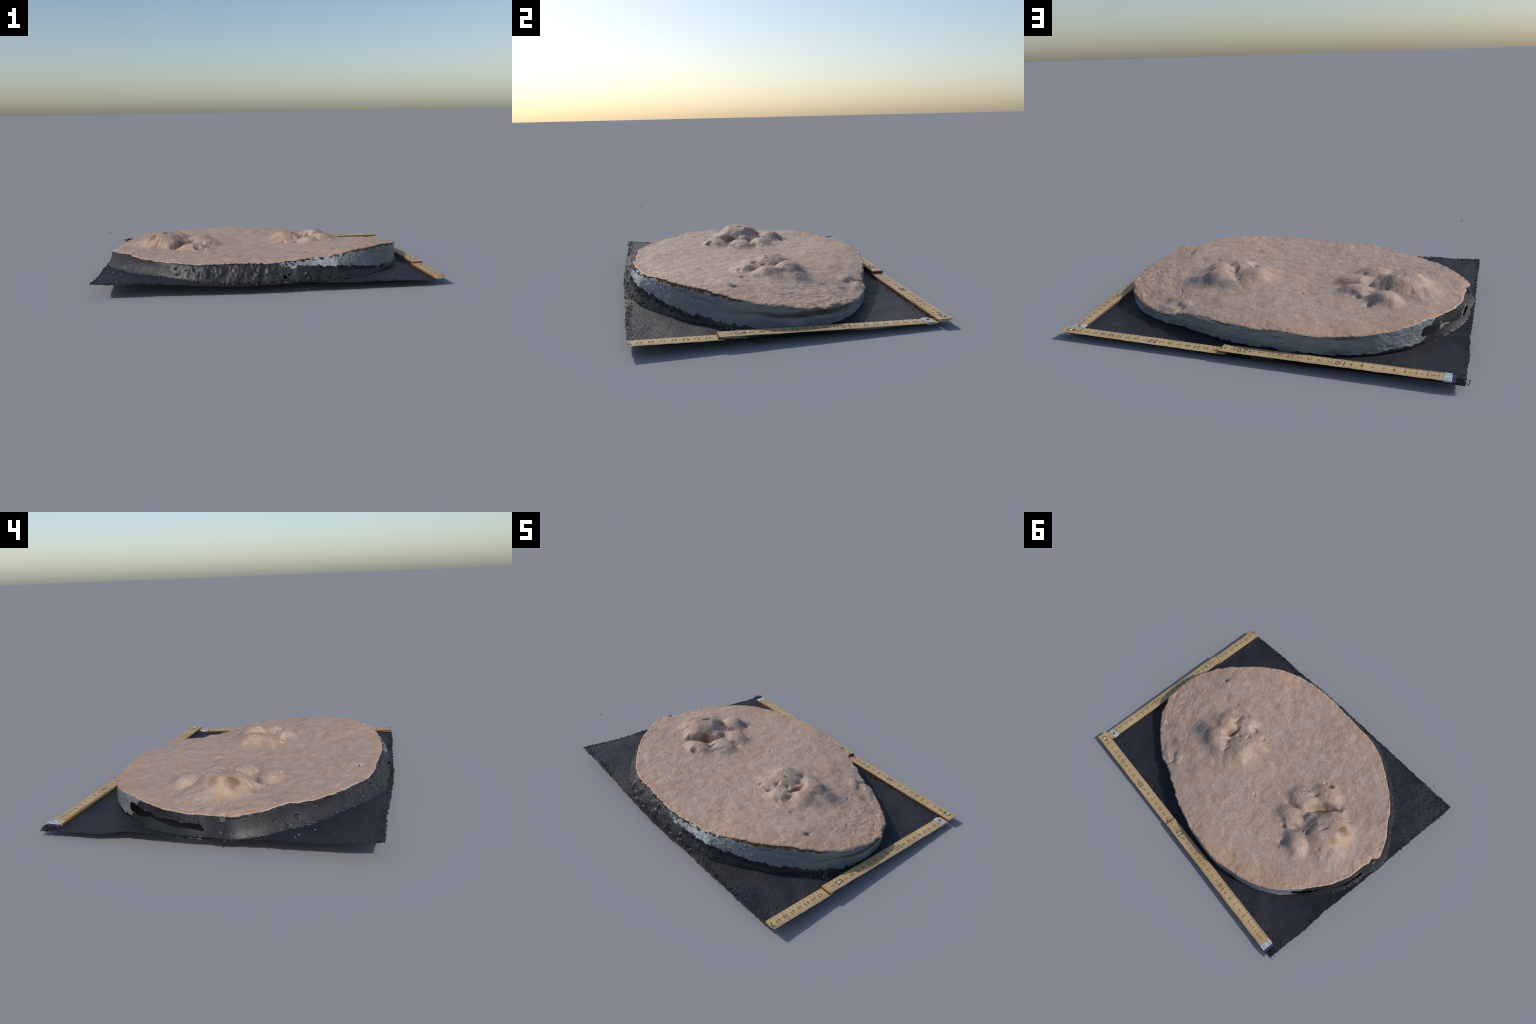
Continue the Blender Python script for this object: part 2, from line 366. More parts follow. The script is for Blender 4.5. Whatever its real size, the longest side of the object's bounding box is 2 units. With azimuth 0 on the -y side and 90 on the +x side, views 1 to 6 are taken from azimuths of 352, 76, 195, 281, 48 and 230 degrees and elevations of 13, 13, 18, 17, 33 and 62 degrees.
# ------------------------------------------------------------------ materials
def make_face_material():
    m = Mat("earthy_plaster", 0.62, 0.45)
    streak = m.noise(13, 6, 0.6, m.scaled((1.0, 1.7, 1.0)), 0.5)
    c = m.ramp(streak, [(0.28, (0.365, 0.235, 0.160)), (0.44, (0.430, 0.295, 0.212)), (0.57, (0.457, 0.340, 0.264)), (0.72, (0.487, 0.398, 0.342))])
    patch = m.noise(6.5, 5, 0.6, None, 0.4)
    c = m.mix(m.ramp(patch, [(0.44, 0.0), (0.68, 0.5)]), c, (0.420, 0.335, 0.298))
    c = m.mix(m.ramp(m.noise(95, 4, 0.7), [(0.36, 0.45), (0.50, 0.0)]), c, (0.290, 0.190, 0.135))
    c = m.mix(m.ramp(m.noise(70, 5, 0.7, m.scaled((1, 1, 1.3))), [(0.55, 0.0), (0.74, 0.45)]), c, (0.560, 0.330, 0.205))
    c = m.mix(m.ramp(m.noise(44, 4, 0.75), [(0.63, 0.0), (0.80, 0.45)]), c, (0.62, 0.55, 0.51))
    # warmer, grainier soil along the border
    border = m.math("SUBTRACT", 1.0, m.spot((-0.04, -0.04, 0.1), 0.86, 0.14, 0.05, 9, (0.955, 1.34, 0)))
    c = m.mix(m.math("MULTIPLY", border, m.ramp(m.noise(60, 5, 0.75), [(0.40, 0.15), (0.62, 0.8)])), c, (0.500, 0.300, 0.180))
    # grey rubbed patches on the prints
    for p, r, k in (((0.505, 0.085, 0.135), 0.085, 0.8), ((0.43, 0.115, 0.16), 0.07, 0.65), ((0.31, 0.14, 0.15), 0.055, 0.5), ((0.20, 0.05, 0.19), 0.06, 0.35),
                    ((-0.575, 0.03, 0.21), 0.06, 0.5), ((-0.49, 0.24, 0.15), 0.06, 0.6), ((-0.33, 0.13, 0.14), 0.05, 0.4), ((0.60, 0.30, 0.09), 0.07, 0.35),
                    ((-0.30, -0.08, 0.14), 0.045, 0.35), ((-0.48, 0.03, 0.19), 0.045, 0.5), ((0.69, 0.22, 0.10), 0.05, 0.4)):
        f = m.math("MULTIPLY", m.spot(p, r, 0.8, 0.75, 26, (1, 1, 0.25)), k)
        c = m.mix(f, c, (0.170, 0.150, 0.145))
    # first entry: pit tinted near-black for its unlit wall; the rest warm brown stains
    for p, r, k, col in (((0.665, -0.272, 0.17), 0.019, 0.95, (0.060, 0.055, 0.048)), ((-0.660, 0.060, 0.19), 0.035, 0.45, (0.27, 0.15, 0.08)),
                         ((-0.70, -0.02, 0.17), 0.12, 0.25, (0.520, 0.360, 0.230)), ((-0.492, -0.065, 0.125), 0.042, 0.85, (0.210, 0.100, 0.055)),
                         ((0.326, -0.02, 0.14), 0.040, 0.75, (0.240, 0.120, 0.070)), ((-0.382, 0.182, 0.13), 0.02, 0.7, (0.16, 0.08, 0.04)),
                         ((-0.395, -0.21, 0.145), 0.025, 0.7, (0.26, 0.13, 0.07)), ((-0.66, 0.0, 0.20), 0.07, 0.2, (0.46, 0.31, 0.19)),
                         ((0.11, -0.045, 0.165), 0.045, 0.55, (0.33, 0.17, 0.085)), ((0.12, -0.12, 0.15), 0.035, 0.5, (0.45, 0.23, 0.12)), ((-0.674, -0.042, 0.205), 0.050, 0.85, (0.170, 0.090, 0.048)),
                         ((-0.675, 0.05, 0.20), 0.035, 0.45, (0.24, 0.13, 0.065)), ((-0.665, -0.12, 0.17), 0.03, 0.5, (0.30, 0.16, 0.08))):
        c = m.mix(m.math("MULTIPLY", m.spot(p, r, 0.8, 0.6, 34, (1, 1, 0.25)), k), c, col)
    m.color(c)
    m.bump(m.noise(48, 6, 0.65), 0.6, 0.004)
    m.bump(m.noise(210, 3, 0.6), 0.3, 0.001)
    return m.m

def make_plaster_material():
    m = Mat("grey_plaster", 0.55, 0.45)
    c = m.ramp(m.noise(9, 6, 0.65, m.scaled((1, 1, 2.5))), [(0.32, (0.165, 0.180, 0.190)), (0.55, (0.240, 0.258, 0.262)), (0.75, (0.290, 0.305, 0.305))])
    c = m.mix(m.ramp(m.noise(40, 5, 0.7, m.scaled((1, 1, 3))), [(0.60, 0.0), (0.76, 0.55)]), c, (0.115, 0.095, 0.065))
    # brown sediment band on the east side
    for p, r, k, sq in (((0.885, -0.02, 0.085), 0.13, 0.95, (0.6, 0.55, 6.5)), ((0.88, 0.10, 0.077), 0.11, 0.9, (0.6, 0.6, 8)), ((0.84, -0.2, 0.095), 0.08, 0.5, (0.6, 0.6, 7)),
                        ((0.80, 0.22, 0.075), 0.035, 0.9, (1, 1, 1.3)), ((0.86, 0.13, 0.04), 0.05, 0.35, (1, 1, 2)),
                        ((-0.38, 0.60, 0.113), 0.07, 0.75, (0.8, 1, 5)), ((-0.09, 0.6, 0.10), 0.045, 0.7, (0.8, 1, 7)), ((0.53, 0.41, 0.075), 0.022, 0.85, (1, 1, 0.8)),
                        ((0.20, 0.54, 0.112), 0.06, 0.65, (0.7, 1, 7)), ((-0.35, 0.6, 0.045), 0.05, 0.5, (0.7, 1, 6)), ((0.60, -0.50, 0.155), 0.05, 0.55, (1, 1, 5))):
        c = m.mix(m.math("MULTIPLY", m.spot(p, r, 0.7, 0.5, 22, sq), k), c, (0.085, 0.060, 0.038))
    # sparkling crumbs and pale smear where the plaster meets the dark edge
    spark = m.math("MULTIPLY", m.spot((0.46, -0.60, 0.14), 0.17, 0.6, 0.3, 20), m.ramp(m.noise(75, 3, 0.6, m.scaled((1, 1, 2))), [(0.57, 0.0), (0.63, 1.0)]))
    c = m.mix(spark, c, (0.62, 0.64, 0.62))
    pale = m.spot((0.27, -0.70, 0.14), 0.095, 0.4, 0.35, 22)
    c = m.mix(m.math("MULTIPLY", pale, 0.85), c, (0.44, 0.47, 0.47))
    pale2 = m.math("MULTIPLY", m.spot((-0.62, 0.50, 0.09), 0.12, 0.6, 0.4, 22), m.ramp(m.noise(26, 4, 0.7), [(0.5, 0.0), (0.64, 1.0)]))
    c = m.mix(m.math("MULTIPLY", pale2, 0.8), c, (0.42, 0.45, 0.47))
    # whitish band along the lip on the north side
    c = m.mix(m.math("MULTIPLY", m.spot((0.30, 0.497, 0.108), 0.085, 0.5, 0.4, 30, (0.8, 0.8, 7)), 0.8), c, (0.52, 0.53, 0.52))
    m.color(c)
    m.bump(m.noise(45, 6, 0.7, m.scaled((1, 1, 2))), 0.7, 0.007)
    return m.m

def make_dark_material():
    m = Mat("dark_smooth_edge", 0.5, 0.5)
    c = m.ramp(m.noise(9, 4, 0.55), [(0.32, (0.014, 0.015, 0.018)), (0.58, (0.025, 0.025, 0.026)), (0.78, (0.040, 0.040, 0.039))])
    c = m.mix(m.ramp(m.noise(60, 4, 0.7), [(0.64, 0.0), (0.76, 0.6)]), c, (0.105, 0.100, 0.090))
    m.color(c)
    m.bump(m.noise(26, 3, 0.5, m.scaled((1, 1, 0.5))), 0.25, 0.005)
    return m.m

def make_cloth_material():
    m = Mat("black_cloth", 0.6, 0.4)
    c = m.ramp(m.noise(6, 5, 0.6), [(0.3, (0.0130, 0.0145, 0.0220)), (0.55, (0.0210, 0.0220, 0.0290)), (0.75, (0.0300, 0.0300, 0.0340))])
    rough = m.math("ADD", m.spot((-1.0, -0.7, 0.06), 0.55, 0.8, 0.3, 6), m.spot((0.45, -0.76, 0.04), 0.45, 0.8, 0.3, 6), True)
    c = m.mix(m.math("MULTIPLY", rough, m.ramp(m.noise(75, 4, 0.7, m.scaled((1.2, 0.8, 1))), [(0.50, 0.0), (0.68, 0.7)])), c, (0.055, 0.054, 0.053))
    c = m.mix(m.ramp(m.noise(140, 3, 0.6), [(0.68, 0.0), (0.76, 0.5)]), c, (0.085, 0.085, 0.085))
    m.color(c)
    m.bump(m.noise(130, 4, 0.65), 0.6, 0.004)
    return m.m

def make_crust_material():
    m = Mat("brown_soil_crust", 0.95, 0.1)
    c = m.ramp(m.noise(60, 5, 0.7), [(0.35, (0.050, 0.032, 0.020)), (0.55, (0.150, 0.095, 0.060)), (0.72, (0.38, 0.27, 0.19))])
    m.color(c)
    m.bump(m.noise(110, 5, 0.7), 0.8, 0.006)
    return m.m

def make_wood_material():
    m = Mat("varnished_ruler_wood", 0.5, 0.4)
    c = m.ramp(m.noise(7, 5, 0.6), [(0.3, (0.470, 0.315, 0.145)), (0.55, (0.550, 0.392, 0.200)), (0.75, (0.600, 0.458, 0.262))])
    c = m.mix(m.ramp(m.noise(55, 4, 0.7), [(0.60, 0.0), (0.78, 0.4)]), c, (0.40, 0.27, 0.12))
    m.color(c)
    m.bump(m.noise(80, 3, 0.6), 0.15, 0.002)
    return m.m

def plain(name, col, rough=0.6, metal=0.0, var=0.15, scale=30):
    m = Mat(name, rough, 0.3)
    m.b.inputs["Metallic"].default_value = metal
    dark = tuple(max(0.0, v * (1 - var)) for v in col)
    lite = tuple(min(1.0, v * (1 + var)) for v in col)
    m.color(m.ramp(m.noise(scale, 4, 0.6), [(0.35, dark), (0.65, lite)]))
    return m.m

M_FACE, M_PLASTER, M_DARK, M_CLOTH, M_CRUST, M_WOOD = (make_face_material(), make_plaster_material(), make_dark_material(),
                                                       make_cloth_material(), make_crust_material(), make_wood_material())
M_SIDE = plain("ruler_side_wood", (0.20, 0.105, 0.045), 0.7)
M_INK = plain("printed_ink", (0.080, 0.066, 0.058), 0.6)
M_RED = plain("red_ruler_tip", (0.210, 0.040, 0.035), 0.6)
M_METAL = plain("pale_metal", (0.46, 0.50, 0.48), 0.6, 0.1, 0.3, 60)
M_BLUE = plain("violet_paint", (0.045, 0.040, 0.130), 0.5)
M_STONE = plain("grey_stone", (0.085, 0.085, 0.075), 0.8, 0, 0.35, 70)
M_FLECK = plain("pale_fleck", (0.45, 0.45, 0.46), 0.6)
M_LINT = plain("dark_lint", (0.03, 0.03, 0.032), 0.9)

# ------------------------------------------------------------------ the cast: face with footprints
cast = empty("footprint_cast", (CX, CY, 0.03), "oval plaster slab with two raised animal footprints", "plaster cast")
cast.location = (0, 0, 0)
NT, NS = 1500, 290
deg = np.arange(NT) * 360 / NT
s = np.linspace(0, 1, NS + 1)[1:] ** 0.82
RR = rim_r(deg)
S, D = np.meshgrid(s, deg, indexing="ij")
Rg = S * ((1 - S ** 24) * periodic(RIM, D, 1) + S ** 24 * RR[None, :])
X, Y = CX + Rg * np.cos(np.radians(D)), CY + Rg * np.sin(np.radians(D))
Z = face_height(X, Y, S, D)
centre_z = Z[0].mean()
V = np.vstack([np.stack([X, Y, Z], -1).reshape(-1, 3)])
i, j = np.meshgrid(np.arange(NS - 1), np.arange(NT), indexing="ij")
jn = (j + 1) % NT
F = np.stack([i * NT + j, (i + 1) * NT + j, (i + 1) * NT + jn, i * NT + jn], -1).reshape(-1, 4)
# close the middle with one small fan of quads
V = np.vstack([V, [[CX, CY, centre_z]]])
c = len(V) - 1
fan = np.stack([np.full(NT // 2, c), np.arange(0, NT, 2), np.arange(1, NT, 2), (np.arange(2, NT + 2, 2)) % NT], -1)
F = np.vstack([F, fan])
N = vertex_normals(V, F)
fx, fy = V[F, 0].mean(1), V[F, 1].mean(1)
fields = np.stack(pad_fields(fx, fy))
best = fields.argmax(0)
rel = fields.max(0) / np.array([p[7] for p in PADS])[best]
label = np.where(rel > 0.30, best, -1)
skirt = np.where(ell(fx, fy, -0.53, 0.01, 0.30, 0.32, 0) < 1, 0, np.where(ell(fx, fy, 0.28, 0.0, 0.30, 0.25, 0) < 1, 1, -1))
submesh("cast_face", V, F, N, (label < 0) & (skirt < 0), M_FACE, cast)
for k in (0, 1):
    pr = submesh("paw_print", V, F, N, (label < 0) & (skirt == k), M_FACE, cast)
    for q, pad in enumerate(PADS):
        if pad[1] == k:
            submesh("palm_pad" if pad[0] == "palm" else "toe_pad", V, F, N, label == q, M_FACE, pr)
rim_ring = np.stack([X[-1], Y[-1], Z[-1]], -1)

# ------------------------------------------------------------------ the cast: standing edge
# how far down the grey plaster shows (fraction of the edge height), by angle
SHOW = np.array([(0, .88), (10, .88), (20, .86), (30, .78), (45, .80), (60, .80), (80, .84), (88, .76), (94, .93), (98, .78), (107, .80), (112, .90), (120, .82), (130, .78),
                 (140, .80), (142, .75), (144, .35), (147, .0), (278, .0), (280, .17), (286, .27), (293, .30), (298, .34), (305, .40), (311, .47), (318, .58), (324, .68), (334, .78), (345, .84), (350, .86), (360, .88)])
NV = 60
v = np.linspace(0, 1, NV + 1)
def wall_points(deg, top):
    off = foot_offset(deg)
    fr = RR + off
    fxx, fyy = CX + fr * np.cos(np.radians(deg)), CY + fr * np.sin(np.radians(deg))
    fz = cloth_z(fxx, fyy) - 0.004
    out = []
    ca, sa = np.cos(np.radians(deg)), np.sin(np.radians(deg))
    arc = np.radians(deg) * 0.75
    cx8, sy8 = ca * 0.75, sa * 0.75
    dark = 1 / (1 + np.exp(-(deg - 143) / 2)) / (1 + np.exp((deg - 306) / 5))
    for vv in v:
        # the western foot sweeps out late, the southern one early; the plaster bellies out below its soil crust
        south = sstep(205, 245, deg) * sstep(318, 300, deg)
        east = sstep(300, 318, deg) * sstep(361, 346, deg)
        late = 0.35 * vv + 0.65 * vv ** 3
        early = 0.25 * vv + 0.75 * (1 - (1 - vv) ** 2.2)
        shown = np.interp(deg, SHOW[:, 0], SHOW[:, 1])
        bel = 0.008 * sstep(358, 336, deg)
        belly = bel * sstep(0, 0.11, vv)
        skirt_out = belly + (off - bel) * (0.75 * vv + 0.25 * sstep(shown - 0.05, 1.0, vv))
        flare = off * (south * early + (1 - south - east) * late) + east * skirt_out
        r = RR + (periodic(RIM, deg, 1) - RR) * sstep(0.0, 0.15, vv) + flare
        z = top[:, 2] * (1 - vv) + fz * vv
        env = math.sin(math.pi * min(1, vv * 1.02)) ** 0.5 if vv < 0.98 else 0.2
        # long vertical runs and blisters on the dark side
        wx, wy, wz = ca * r, sa * r, z
        patchy = sstep(-0.2, 0.5, noise(wx * 5, wy * 5, 1, 70))
        runs = 0.007 * noise(wx * 9, wy * 9, wz * 9, 71) + (patchy * 0.0055 + 0.0035 * sstep(215, 245, deg)) * noise(wx * 26, wy * 26, wz * 18, 72) + (patchy + 0.6 * sstep(215, 245, deg)) * 0.0030 * noise(wx * 60, wy * 60, wz * 40, 86)
        blist = 0.034 * np.maximum(0, noise(wx * 46, wy * 46, wz * 40, 73) - 0.68) - 0.040 * np.maximum(0, noise(wx * 46, wy * 46, wz * 40, 76) - 0.70)
        crumb = (0.003 + 0.009 * sstep(225, 250, deg)) * sstep(0.80, 1.0, vv) * noise(cx8 * 110, sy8 * 110, vv * 16, 74) + (0.003 + 0.005 * sstep(235, 255, deg)) * sstep(0.16, 0.02, vv) * noise(cx8 * 120, sy8 * 120, vv * 20, 75)
        # plaster: rough cut with a groove and flaked lower lip
        pl = 0.004 * fbm(cx8 * 14, sy8 * 14, vv * 1.5, 77, 3) - 0.012 * np.maximum(0, noise(cx8 * 30, sy8 * 30, vv * 8, 87) - 0.55) + 0.0016 * fbm(cx8 * 70, sy8 * 70, vv * 9, 78, 2)
        groove = -0.010 * np.exp(-((vv - 0.42 - 0.05 * noise(cx8 * 9, sy8 * 9, 0, 79)) / 0.07) ** 2) * np.exp(-(angdiff(deg, 3) / 12) ** 2)
        groove = groove - 0.007 * np.exp(-((vv - 0.30 - 0.002 * angdiff(deg, 334)) / 0.03) ** 2) * np.exp(-(angdiff(deg, 335) / 4) ** 2)
        groove = groove - 0.008 * np.exp(-((vv - 0.34) / 0.04) ** 2) * np.exp(-(angdiff(deg, 90.5) / 2.4) ** 2)
        groove = groove - 0.010 * np.exp(-((vv - 0.5) / 0.5) ** 2) * np.exp(-(angdiff(deg, 41.5) / 1.0) ** 2) - 0.005 * np.exp(-(angdiff(deg, 47) / 0.35) ** 2)
        groove = groove - 0.010 * np.exp(-((vv - 0.35) / 0.25) ** 2) * np.exp(-(angdiff(deg, 20) / 2.2) ** 2)
        under = -0.007 * sstep(0.86, 0.97, vv) * (1 - dark) * (deg < 142)
        r = r + env * (dark * (runs + blist) + (1 - dark) * (pl + groove)) + dark * crumb + under
        lumps = dark * 0.006 * sstep(0.9, 1.0, vv) * noise(cx8 * 80, sy8 * 80, 3, 80)
        if vv == 0:
            r, z, lumps = np.hypot(top[:, 0] - CX, top[:, 1] - CY), top[:, 2], 0
        out.append(np.stack([CX + r * ca, CY + r * sa, z + lumps], -1))
    return np.array(out)

Wp = wall_points(deg, rim_ring)
WV = Wp.reshape(-1, 3)
i, j = np.meshgrid(np.arange(NV), np.arange(NT), indexing="ij")
jn = (j + 1) % NT
WF = np.stack([i * NT + j, (i + 1) * NT + j, (i + 1) * NT + jn, i * NT + jn], -1).reshape(-1, 4)
WN = vertex_normals(WV, WF)
fd = ((j + 0.5) * 360 / NT).reshape(-1)
fv = ((i + 0.5) / NV).reshape(-1)
wc = WV[WF].mean(1)
jag = 0.055 * noise(wc[:, 0] * 45, wc[:, 1] * 45, 0, 81) + 0.03 * noise(wc[:, 0] * 130, wc[:, 1] * 130, 0, 82)
near_dark = np.exp(-(angdiff(fd, 288) / 11) ** 2)
jag = jag + near_dark * 0.12 * noise(wc[:, 0] * 60, wc[:, 1] * 60, wc[:, 2] * 60, 83)
show = np.interp(fd, SHOW[:, 0], SHOW[:, 1])
plaster = (fv < show + jag * (show > 0.02)) & (show > 0.02)
# dark rags over the pale strip close to the upper edge
rag = (np.abs(angdiff(fd, 294)) < 22) & (noise(wc[:, 0] * 55, wc[:, 1] * 55, wc[:, 2] * 55, 84) > 0.05 + 2.2 * fv + 0.02 * np.abs(angdiff(fd, 290)))
plaster &= ~rag
crust_w = 0.075 * sstep(312, 322, fd) * sstep(352, 340, fd) + 0.02 + 0.03 * noise(wc[:, 0] * 50, wc[:, 1] * 50, 0, 85)
crust = (fv < crust_w) & plaster & ((fd > 305) | (fd < 125))
# torn opening in the dark edge: upper and lower border as fractions of the height
HOLE = np.array([(140.3, .50, .56), (141.3, .27, .63), (143, .24, .62), (147, .33, .66), (152, .35, .53), (155, .50, .59), (158, .42, .64), (161.5, .36, .67), (164.5, .45, .65), (167, .38, .64), (170, .43, .70), (171.2, .60, .74)])
hu, hl = np.interp(fd, HOLE[:, 0], HOLE[:, 1]), np.interp(fd, HOLE[:, 0], HOLE[:, 2])
hole = (fd > 140.3) & (fd < 171.3) & (fv > hu) & (fv < hl)
for a, b, ra, rb in ((281, .70, 0.8, .10), (283.0, .60, .5, .06), (277, .52, .4, .05)):
    hole |= (((fd - a) / ra) ** 2 + ((fv - b) / rb) ** 2) < 1
submesh("plaster_edge", WV, WF, WN, plaster & ~crust & ~hole, M_PLASTER, cast)
submesh("soil_crust", WV, WF, WN, crust & ~hole, M_CRUST, cast)
submesh("dark_edge", WV, WF, WN, ~plaster & ~hole, M_DARK, cast)  # strip below north and east plaster is blackened for the shadowed gap over the cloth

def blob(name, centre, radii, mat, parent, seed=0, rough=0.25, seg=(20, 14)):
    u, w = np.meshgrid(np.linspace(0, TAU, seg[0], endpoint=False), np.linspace(0.02, math.pi - 0.02, seg[1]), indexing="ij")
    d = np.stack([np.cos(u) * np.sin(w), np.sin(u) * np.sin(w), np.cos(w)], -1)
    k = 1 + rough * fbm(d[..., 0] * 2, d[..., 1] * 2, d[..., 2] * 2, seed, 3)
    P = np.asarray(centre) + d * np.asarray(radii) * k[..., None]
    i, j = np.meshgrid(np.arange(seg[0]), np.arange(seg[1] - 1), indexing="ij")
    f = np.stack([i * seg[1] + j, i * seg[1] + j + 1, ((i + 1) % seg[0]) * seg[1] + j + 1, ((i + 1) % seg[0]) * seg[1] + j], -1).reshape(-1, 4)
    return new_mesh(name, P.reshape(-1, 3), f, mat, parent)

blob("pebble", (-0.915, -0.045, 0.122), (0.010, 0.012, 0.014), M_STONE, cast, 6, 0.5)
# crumbs clinging where grey plaster and dark edge meet, and pale grains on the plaster
_r = np.random.default_rng(21)
def on_wall(d, vv):
    return Wp[int(np.clip(vv, 0, 1) * NV), int(d / 360 * NT) % NT]
CLING = [on_wall(d, np.interp(d, SHOW[:, 0], SHOW[:, 1]) + abs(_r.normal(0, 0.09))) for d in _r.uniform(292, 338, 420)]
CLING += [on_wall(d, abs(_r.normal(0, 0.05))) for d in _r.uniform(245, 312, 140)]
GRAINS = [on_wall(d, _r.uniform(0.12, np.interp(d, SHOW[:, 0], SHOW[:, 1]) - 0.04)) for d in _r.normal(315, 6, 170)]
blob("pale_grain", (0.215, -0.016, 0.1965), (0.0055, 0.0055, 0.003), M_FLECK, cast, 7)

# ------------------------------------------------------------------ cloth
NA, NB = 560, 440
a = np.linspace(0, 1, NA)
b = np.linspace(0, 1, NB)
So, No, We, Ea = resample(SOUTH, a), resample(NORTH, a), resample(WEST, b), resample(EAST, b)
A, Bq = np.meshgrid(a, b, indexing="ij")
A3, B3 = A[..., None], Bq[..., None]
Pm = ((1 - B3) * So[:, None, :] + B3 * No[:, None, :] + (1 - A3) * We[None] + A3 * Ea[None]
      - (1 - A3) * (1 - B3) * So[0] - A3 * (1 - B3) * So[-1] - (1 - A3) * B3 * No[0] - A3 * B3 * No[-1])
x, y = Pm[..., 0].copy(), Pm[..., 1].copy()
z = cloth_z(x, y)
edge_d = np.minimum(np.minimum(A * 1.87, (1 - A) * 1.9), np.minimum(Bq * 1.4, (1 - Bq) * 1.4))
coarse = sstep(0.62, 0.1, np.hypot(x + 1.0, y + 0.70)) * 0.8 + sstep(0.30, 0.05, np.abs(y + 0.72)) * 0.8 + sstep(0.14, 0.03, np.hypot(x + 0.86, y - 0.73)) * 1.6
near_rule = sstep(0.045, 0.0, np.abs(y - (0.655 - 0.079 * (x + 0.0)) + 0.055)) + sstep(0.04, 0.0, np.abs(x - 0.885 - 0.034 * y))
coarse = np.clip(coarse, 0, 1.7)
z = z + 0.0022 * fbm(x * 9, y * 9, 0, 91, 3) + coarse * (0.0010 * fbm(x * 100, y * 100, 0, 92, 2, 0.6)) + 0.004 * fbm(x * 5, y * 5, 0, 96, 2) * sstep(0.0, 0.12, edge_d) + 0.0015 * near_rule * noise(x * 90, y * 90, 0, 93)
border = sstep(0.012, 0.0, edge_d)
rough_side = np.where((Bq > 0.985) | (A > 0.985), 0.3, 1.0)
x = x + border * 0.004 * rough_side * noise(x * 60, y * 60, 0, 94)
y = y + border * 0.004 * rough_side * noise(x * 60, y * 60, 0, 95)
z = np.maximum(z, 0.0025)
cv = np.stack([x, y, z], -1).reshape(-1, 3)
i, j = np.meshgrid(np.arange(NA - 1), np.arange(NB - 1), indexing="ij")
cf = np.stack([i * NB + j, (i + 1) * NB + j, (i + 1) * NB + j + 1, i * NB + j + 1], -1).reshape(-1, 4)
cm = cv[cf].mean(1)
cdeg = np.degrees(np.arctan2(cm[:, 1] - CY, cm[:, 0] - CX)) % 360
inside = np.hypot(cm[:, 0] - CX, cm[:, 1] - CY) < periodic(RIM, cdeg, 1) + foot_offset(cdeg) - 0.035
f = cf[~inside]
used, inv = np.unique(f, return_inverse=True)
cloth = new_mesh("black_cloth", cv[used], inv.reshape(f.shape), M_CLOTH)
cloth["label"], cloth["category"] = "rumpled square of coarse black cloth under the cast", "cloth"

# pale specks and crumbs lying on the cloth
def crumbs(name, pts, size, mat, parent, seed):
    r = np.random.default_rng(seed)
    vs, fs = [], []
    cube = np.array([(-1, -1, -1), (1, -1, -1), (1, 1, -1), (-1, 1, -1), (-1, -1, 1), (1, -1, 1), (1, 1, 1), (-1, 1, 1)], float)
    quad = np.array([(0, 3, 2, 1), (4, 5, 6, 7), (0, 1, 5, 4), (1, 2, 6, 5), (2, 3, 7, 6), (3, 0, 4, 7)])
    for p in pts:
        k = size * r.uniform(0.4, 1.0) * r.uniform(0.6, 1.3, 3)
        t = r.uniform(0, TAU)
        q = cube * k * 0.5 * r.uniform(0.6, 1.1, (8, 1))
        q = np.stack([q[:, 0] * math.cos(t) - q[:, 1] * math.sin(t), q[:, 0] * math.sin(t) + q[:, 1] * math.cos(t), q[:, 2]], -1)
        fs.append(quad + 8 * len(vs))
        vs.append(q + p)
    ob = new_mesh(name, np.vstack(vs), np.vstack(fs), mat, parent, False)
    ob["kind"] = "stuff"
    return ob

crumbs("clinging_crumb", CLING, 0.0070, M_DARK, cast, 22)
crumbs("bright_grain", GRAINS, 0.0045, M_FLECK, cast, 23)
pts = []
r = np.random.default_rng(3)
for cx_, cy_, n_, sp in ((-0.915, -0.33, 3, 0.03), (0.83, -0.315, 14, 0.018), (0.80, -0.35, 5, 0.015)):
    for _ in range(n_):
        px, py = cx_ + r.normal(0, sp), cy_ + r.normal(0, sp)
        pts.append((px, py, float(cloth_z(px, py)) + 0.003))
crumbs("pale_crumb", pts, 0.0045, M_FLECK, cloth, 4)
# loose dark fibre crumbs along the rims of the cloth
pts = []
for t in r.uniform(0, 1, 520):
    e = resample(SOUTH, np.array([t]))[0]
    pts.append((e[0], e[1] + abs(r.normal(0, 0.02)) + 0.004, e[2] + r.uniform(0, 0.006)))
for t in r.uniform(0, 1, 90):
    e = resample(WEST, np.array([t]))[0]
    pts.append((e[0] + abs(r.normal(0, 0.006)), e[1], e[2] + r.uniform(0, 0.004)))
for _ in range(150):
    px, py = -0.862 + r.normal(0, 0.018), 0.735 + r.normal(0, 0.02)
    pts.append((max(px, -0.9), min(py, 0.757), 0.036 + r.uniform(0, 0.010)))
for t in r.uniform(0.1, 1.0, 200):
    e = resample(NORTH, np.array([t]))[0]
    pts.append((e[0], e[1] - 0.045 + r.normal(0, 0.006), float(cloth_z(e[0], e[1] - 0.045)) + r.uniform(0, 0.006)))
crumbs("fibre_crumb", [p for p in pts if p[0] < 0.93], 0.0055, M_DARK, cloth, 8)
blob("lint_fleck", (-0.878, -0.575, 0.3445), (0.0025, 0.0025, 0.0035), M_LINT, cloth, 9)

